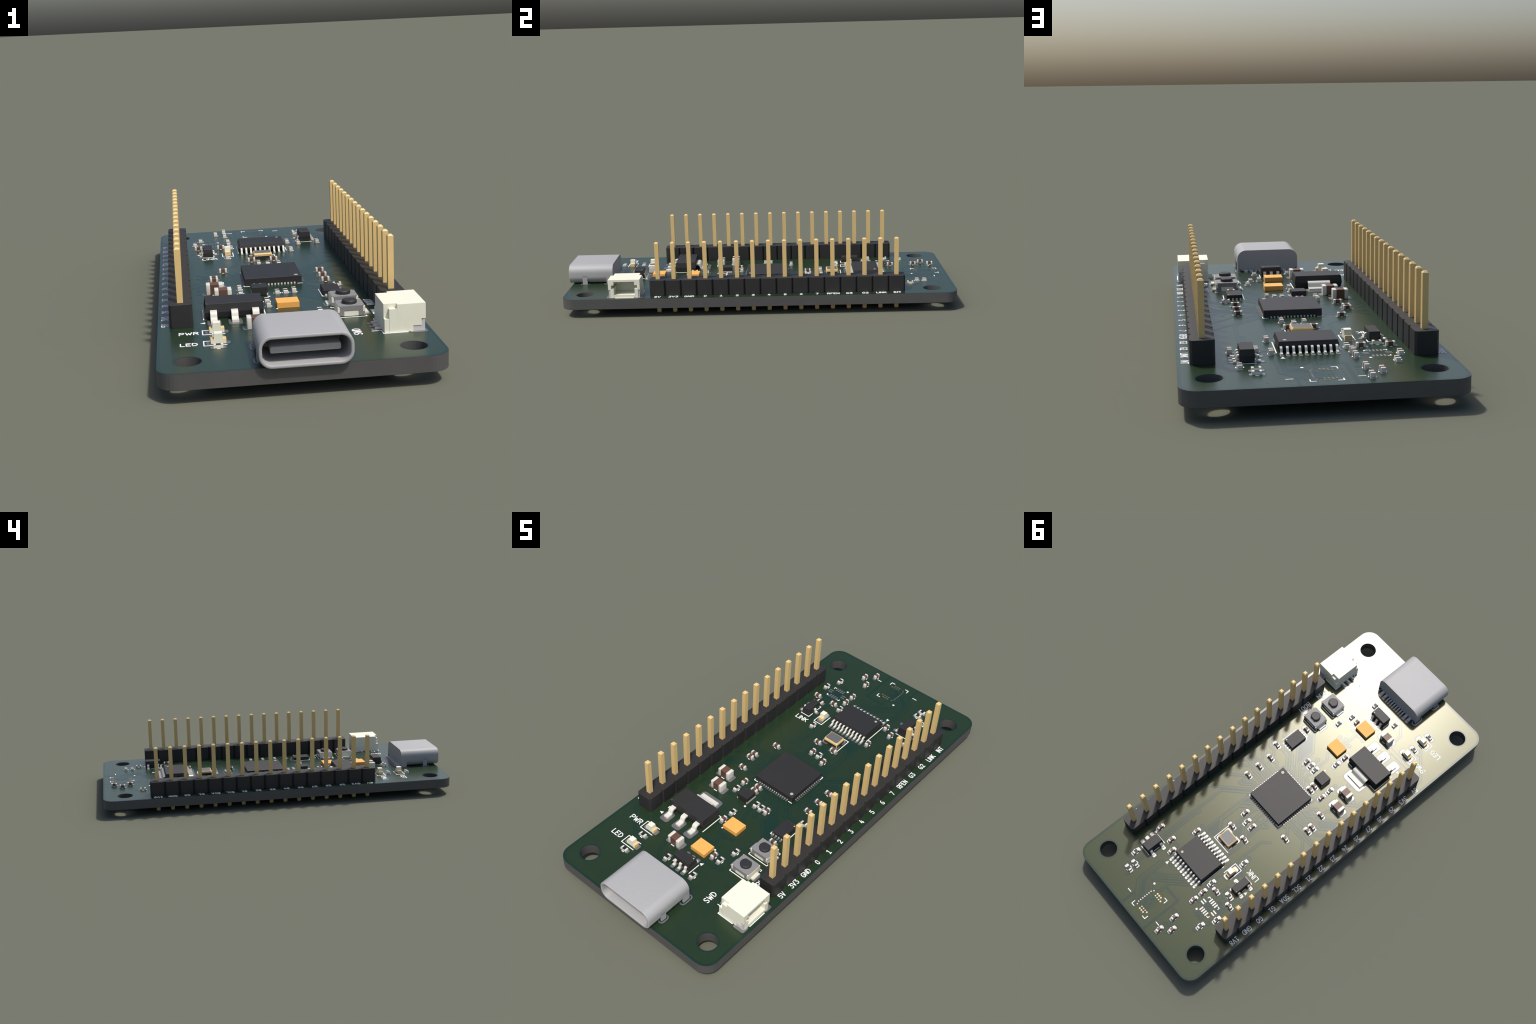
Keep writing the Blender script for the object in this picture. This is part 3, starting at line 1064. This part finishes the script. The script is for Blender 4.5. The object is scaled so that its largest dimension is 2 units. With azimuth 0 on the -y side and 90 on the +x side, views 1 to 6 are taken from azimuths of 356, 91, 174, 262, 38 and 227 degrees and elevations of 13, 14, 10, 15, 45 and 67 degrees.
# link lamp
OPEN_AREAS += [
    [(-4.71, 13.78), (-5.07, 13.35), (-6.31, 14.59), (-6, 15.48), (-5.6, 15.56)],
]
VIAS = []
VIAS += [(6.28, 4.77), (6.28, 4.01), (6.74, 13.13), (2.92, 7.13), (4.39, 14.34), (3.32, 14.21), (2.6, 14.22), (0.71, 9.71), (-0.24, 7.25), (-0.92, 7.19), (-0.93, 5.69), (-2.06, 6.91), (-2.41, 6.47)]
VIAS += [(2.6, -3.44), (5.21, 0.5), (6.31, 4.04), (2.12, -4.86), (5.38, -1.91), (7.99, -6.2), (7.99, -3.46), (5.32, -9.74), (1.09, -7.49), (-0.5, -3.74)]
VIAS += [(-4.22, -0.14), (-5.39, -1.53), (-5.84, 1.06), (-4.23, 2.21), (-4.21, 4.25), (-4.24, -6.55), (-5.56, -8.32), (-8.32, -6.83), (-9.11, -4.22)]
VIAS += [(1.77, -13.03), (0.8, -13.53), (-0.37, -13.11), (1.28, -15.58), (-0.1, -15.54), (-1.07, -15.46), (1.09, -7.44), (4.24, -18.1), (5.32, -9.76)]
VIAS += [(8.02, 26.04), (5.89, 28.05), (4.41, 19.37), (2.57, 22.15), (0.18, 22.15)]
VIAS += [(-4.6, 12.02), (-6.21, 17.71), (-6.01, 18.58), (-6.54, 19.47)]
VIAS += [(-6.3, 23.87), (-7.1, 23.85), (-8.55, 23.56), (-7.99, 25.76), (-7.27, 19.48), (-6.55, 19.45), (-8.04, 19.96), (-7, 21.75), (-3.64, 26.26), (-6.23, 17.75)]
VIAS += [(-5.66, -17.35), (-9, -20.88), (-1.05, -15.49)]
VIAS += [(0.25, 22.18), (-0.67, 28.29), (0.1, 28.26), (0.67, 27.51), (0.66, 29.07), (1.65, 28.44), (-4.3, 28.66)]
STITCHES = []
STITCHES += [(5.69, 30.27), (3.43, 30.06), (3.45, 31.03), (2.11, 30.01), (1.98, 30.79), (0.99, 30.79), (-0.02, 30.77), (-1, 30.77), (-2.02, 30.81), (-1.97, 29.79), (-2.01, 28.77), (-2.02, 27.79), (-2.01, 26.79), (-0, 25.78), (0.03, 24.31), (-0.89, 24.34), (-1.72, 24.3), (-2.56, 24.34), (-3.43, 24.33), (-3.45, 28.15), (-3.44, 27.21), (-3.47, 31.01), (-3.44, 30.06), (-5.62, 29.41), (-4.32, 30.93), (-7.94, 30.31)]
STITCHES += [(5.72, 8.66), (7.97, 8.64), (5.7, 11.02), (2.64, 10.45), (1.82, 8.74), (-1.59, 8.87), (-2.81, 10.47)]
STITCHES += [(-5.68, 11.08), (-7.95, 11.06), (-3.32, 14.62), (-8.99, 14.24)]
STITCHES += [(-7.6, -2.04), (-8.34, 1.84), (-6.88, 5.48), (-7.93, 6.28), (-8.3, 0.83), (-3.14, -4.07), (-3.14, -3.46)]
STITCHES += [(2.11, -7.16), (-3.42, -8.2)]
LEVEL = .0100


def trace(pts, w=.16, clear=.19, k=0):
    gap_poly(outline(pts, w + 2 * clear))
    traces.stroke(pts, w, 0, LEVEL + .0009 * (k % 4))


for p in OPEN_AREAS + [outline(q, .42) for q in MOATS]:
    gap_poly(p)
for k, p in enumerate(TRACES):
    trace(p, k=k)
for p in WIDE_TRACES:
    trace(p, .5, k=1)
barrel = Shape()
placed = []
for x, y in VIAS:
    if any(math.hypot(x - a, y - b) < .3 for a, b in placed):
        continue
    placed.append((x, y))
    gap_poly([(x + .42 * math.cos(i * math.pi / 10), y + .42 * math.sin(i * math.pi / 10)) for i in range(20)])
    traces.disc(x, y, .22, 0, LEVEL + .0045, 16)
    barrel.disc(x, y, .09, 0, LEVEL + .0055, 10)
for x, y in STITCHES:
    barrel.disc(x, y, .09, 0, .0092, 10)
on_board("copper_trace", traces.mesh("copper_trace", M_MASK), stuff=True)
on_board("via", barrel.mesh("via", M_GAP), stuff=True)

if pads_small.bm.faces:
    on_board("solder_pad", pads_small.mesh("solder_pad", M_PAD), stuff=True)
on_board("silkscreen_marking", silk.mesh("silkscreen_marking", M_SILK), stuff=True)
on_board("mask_clearance", gaps.mesh("mask_clearance", M_GAP), stuff=True)
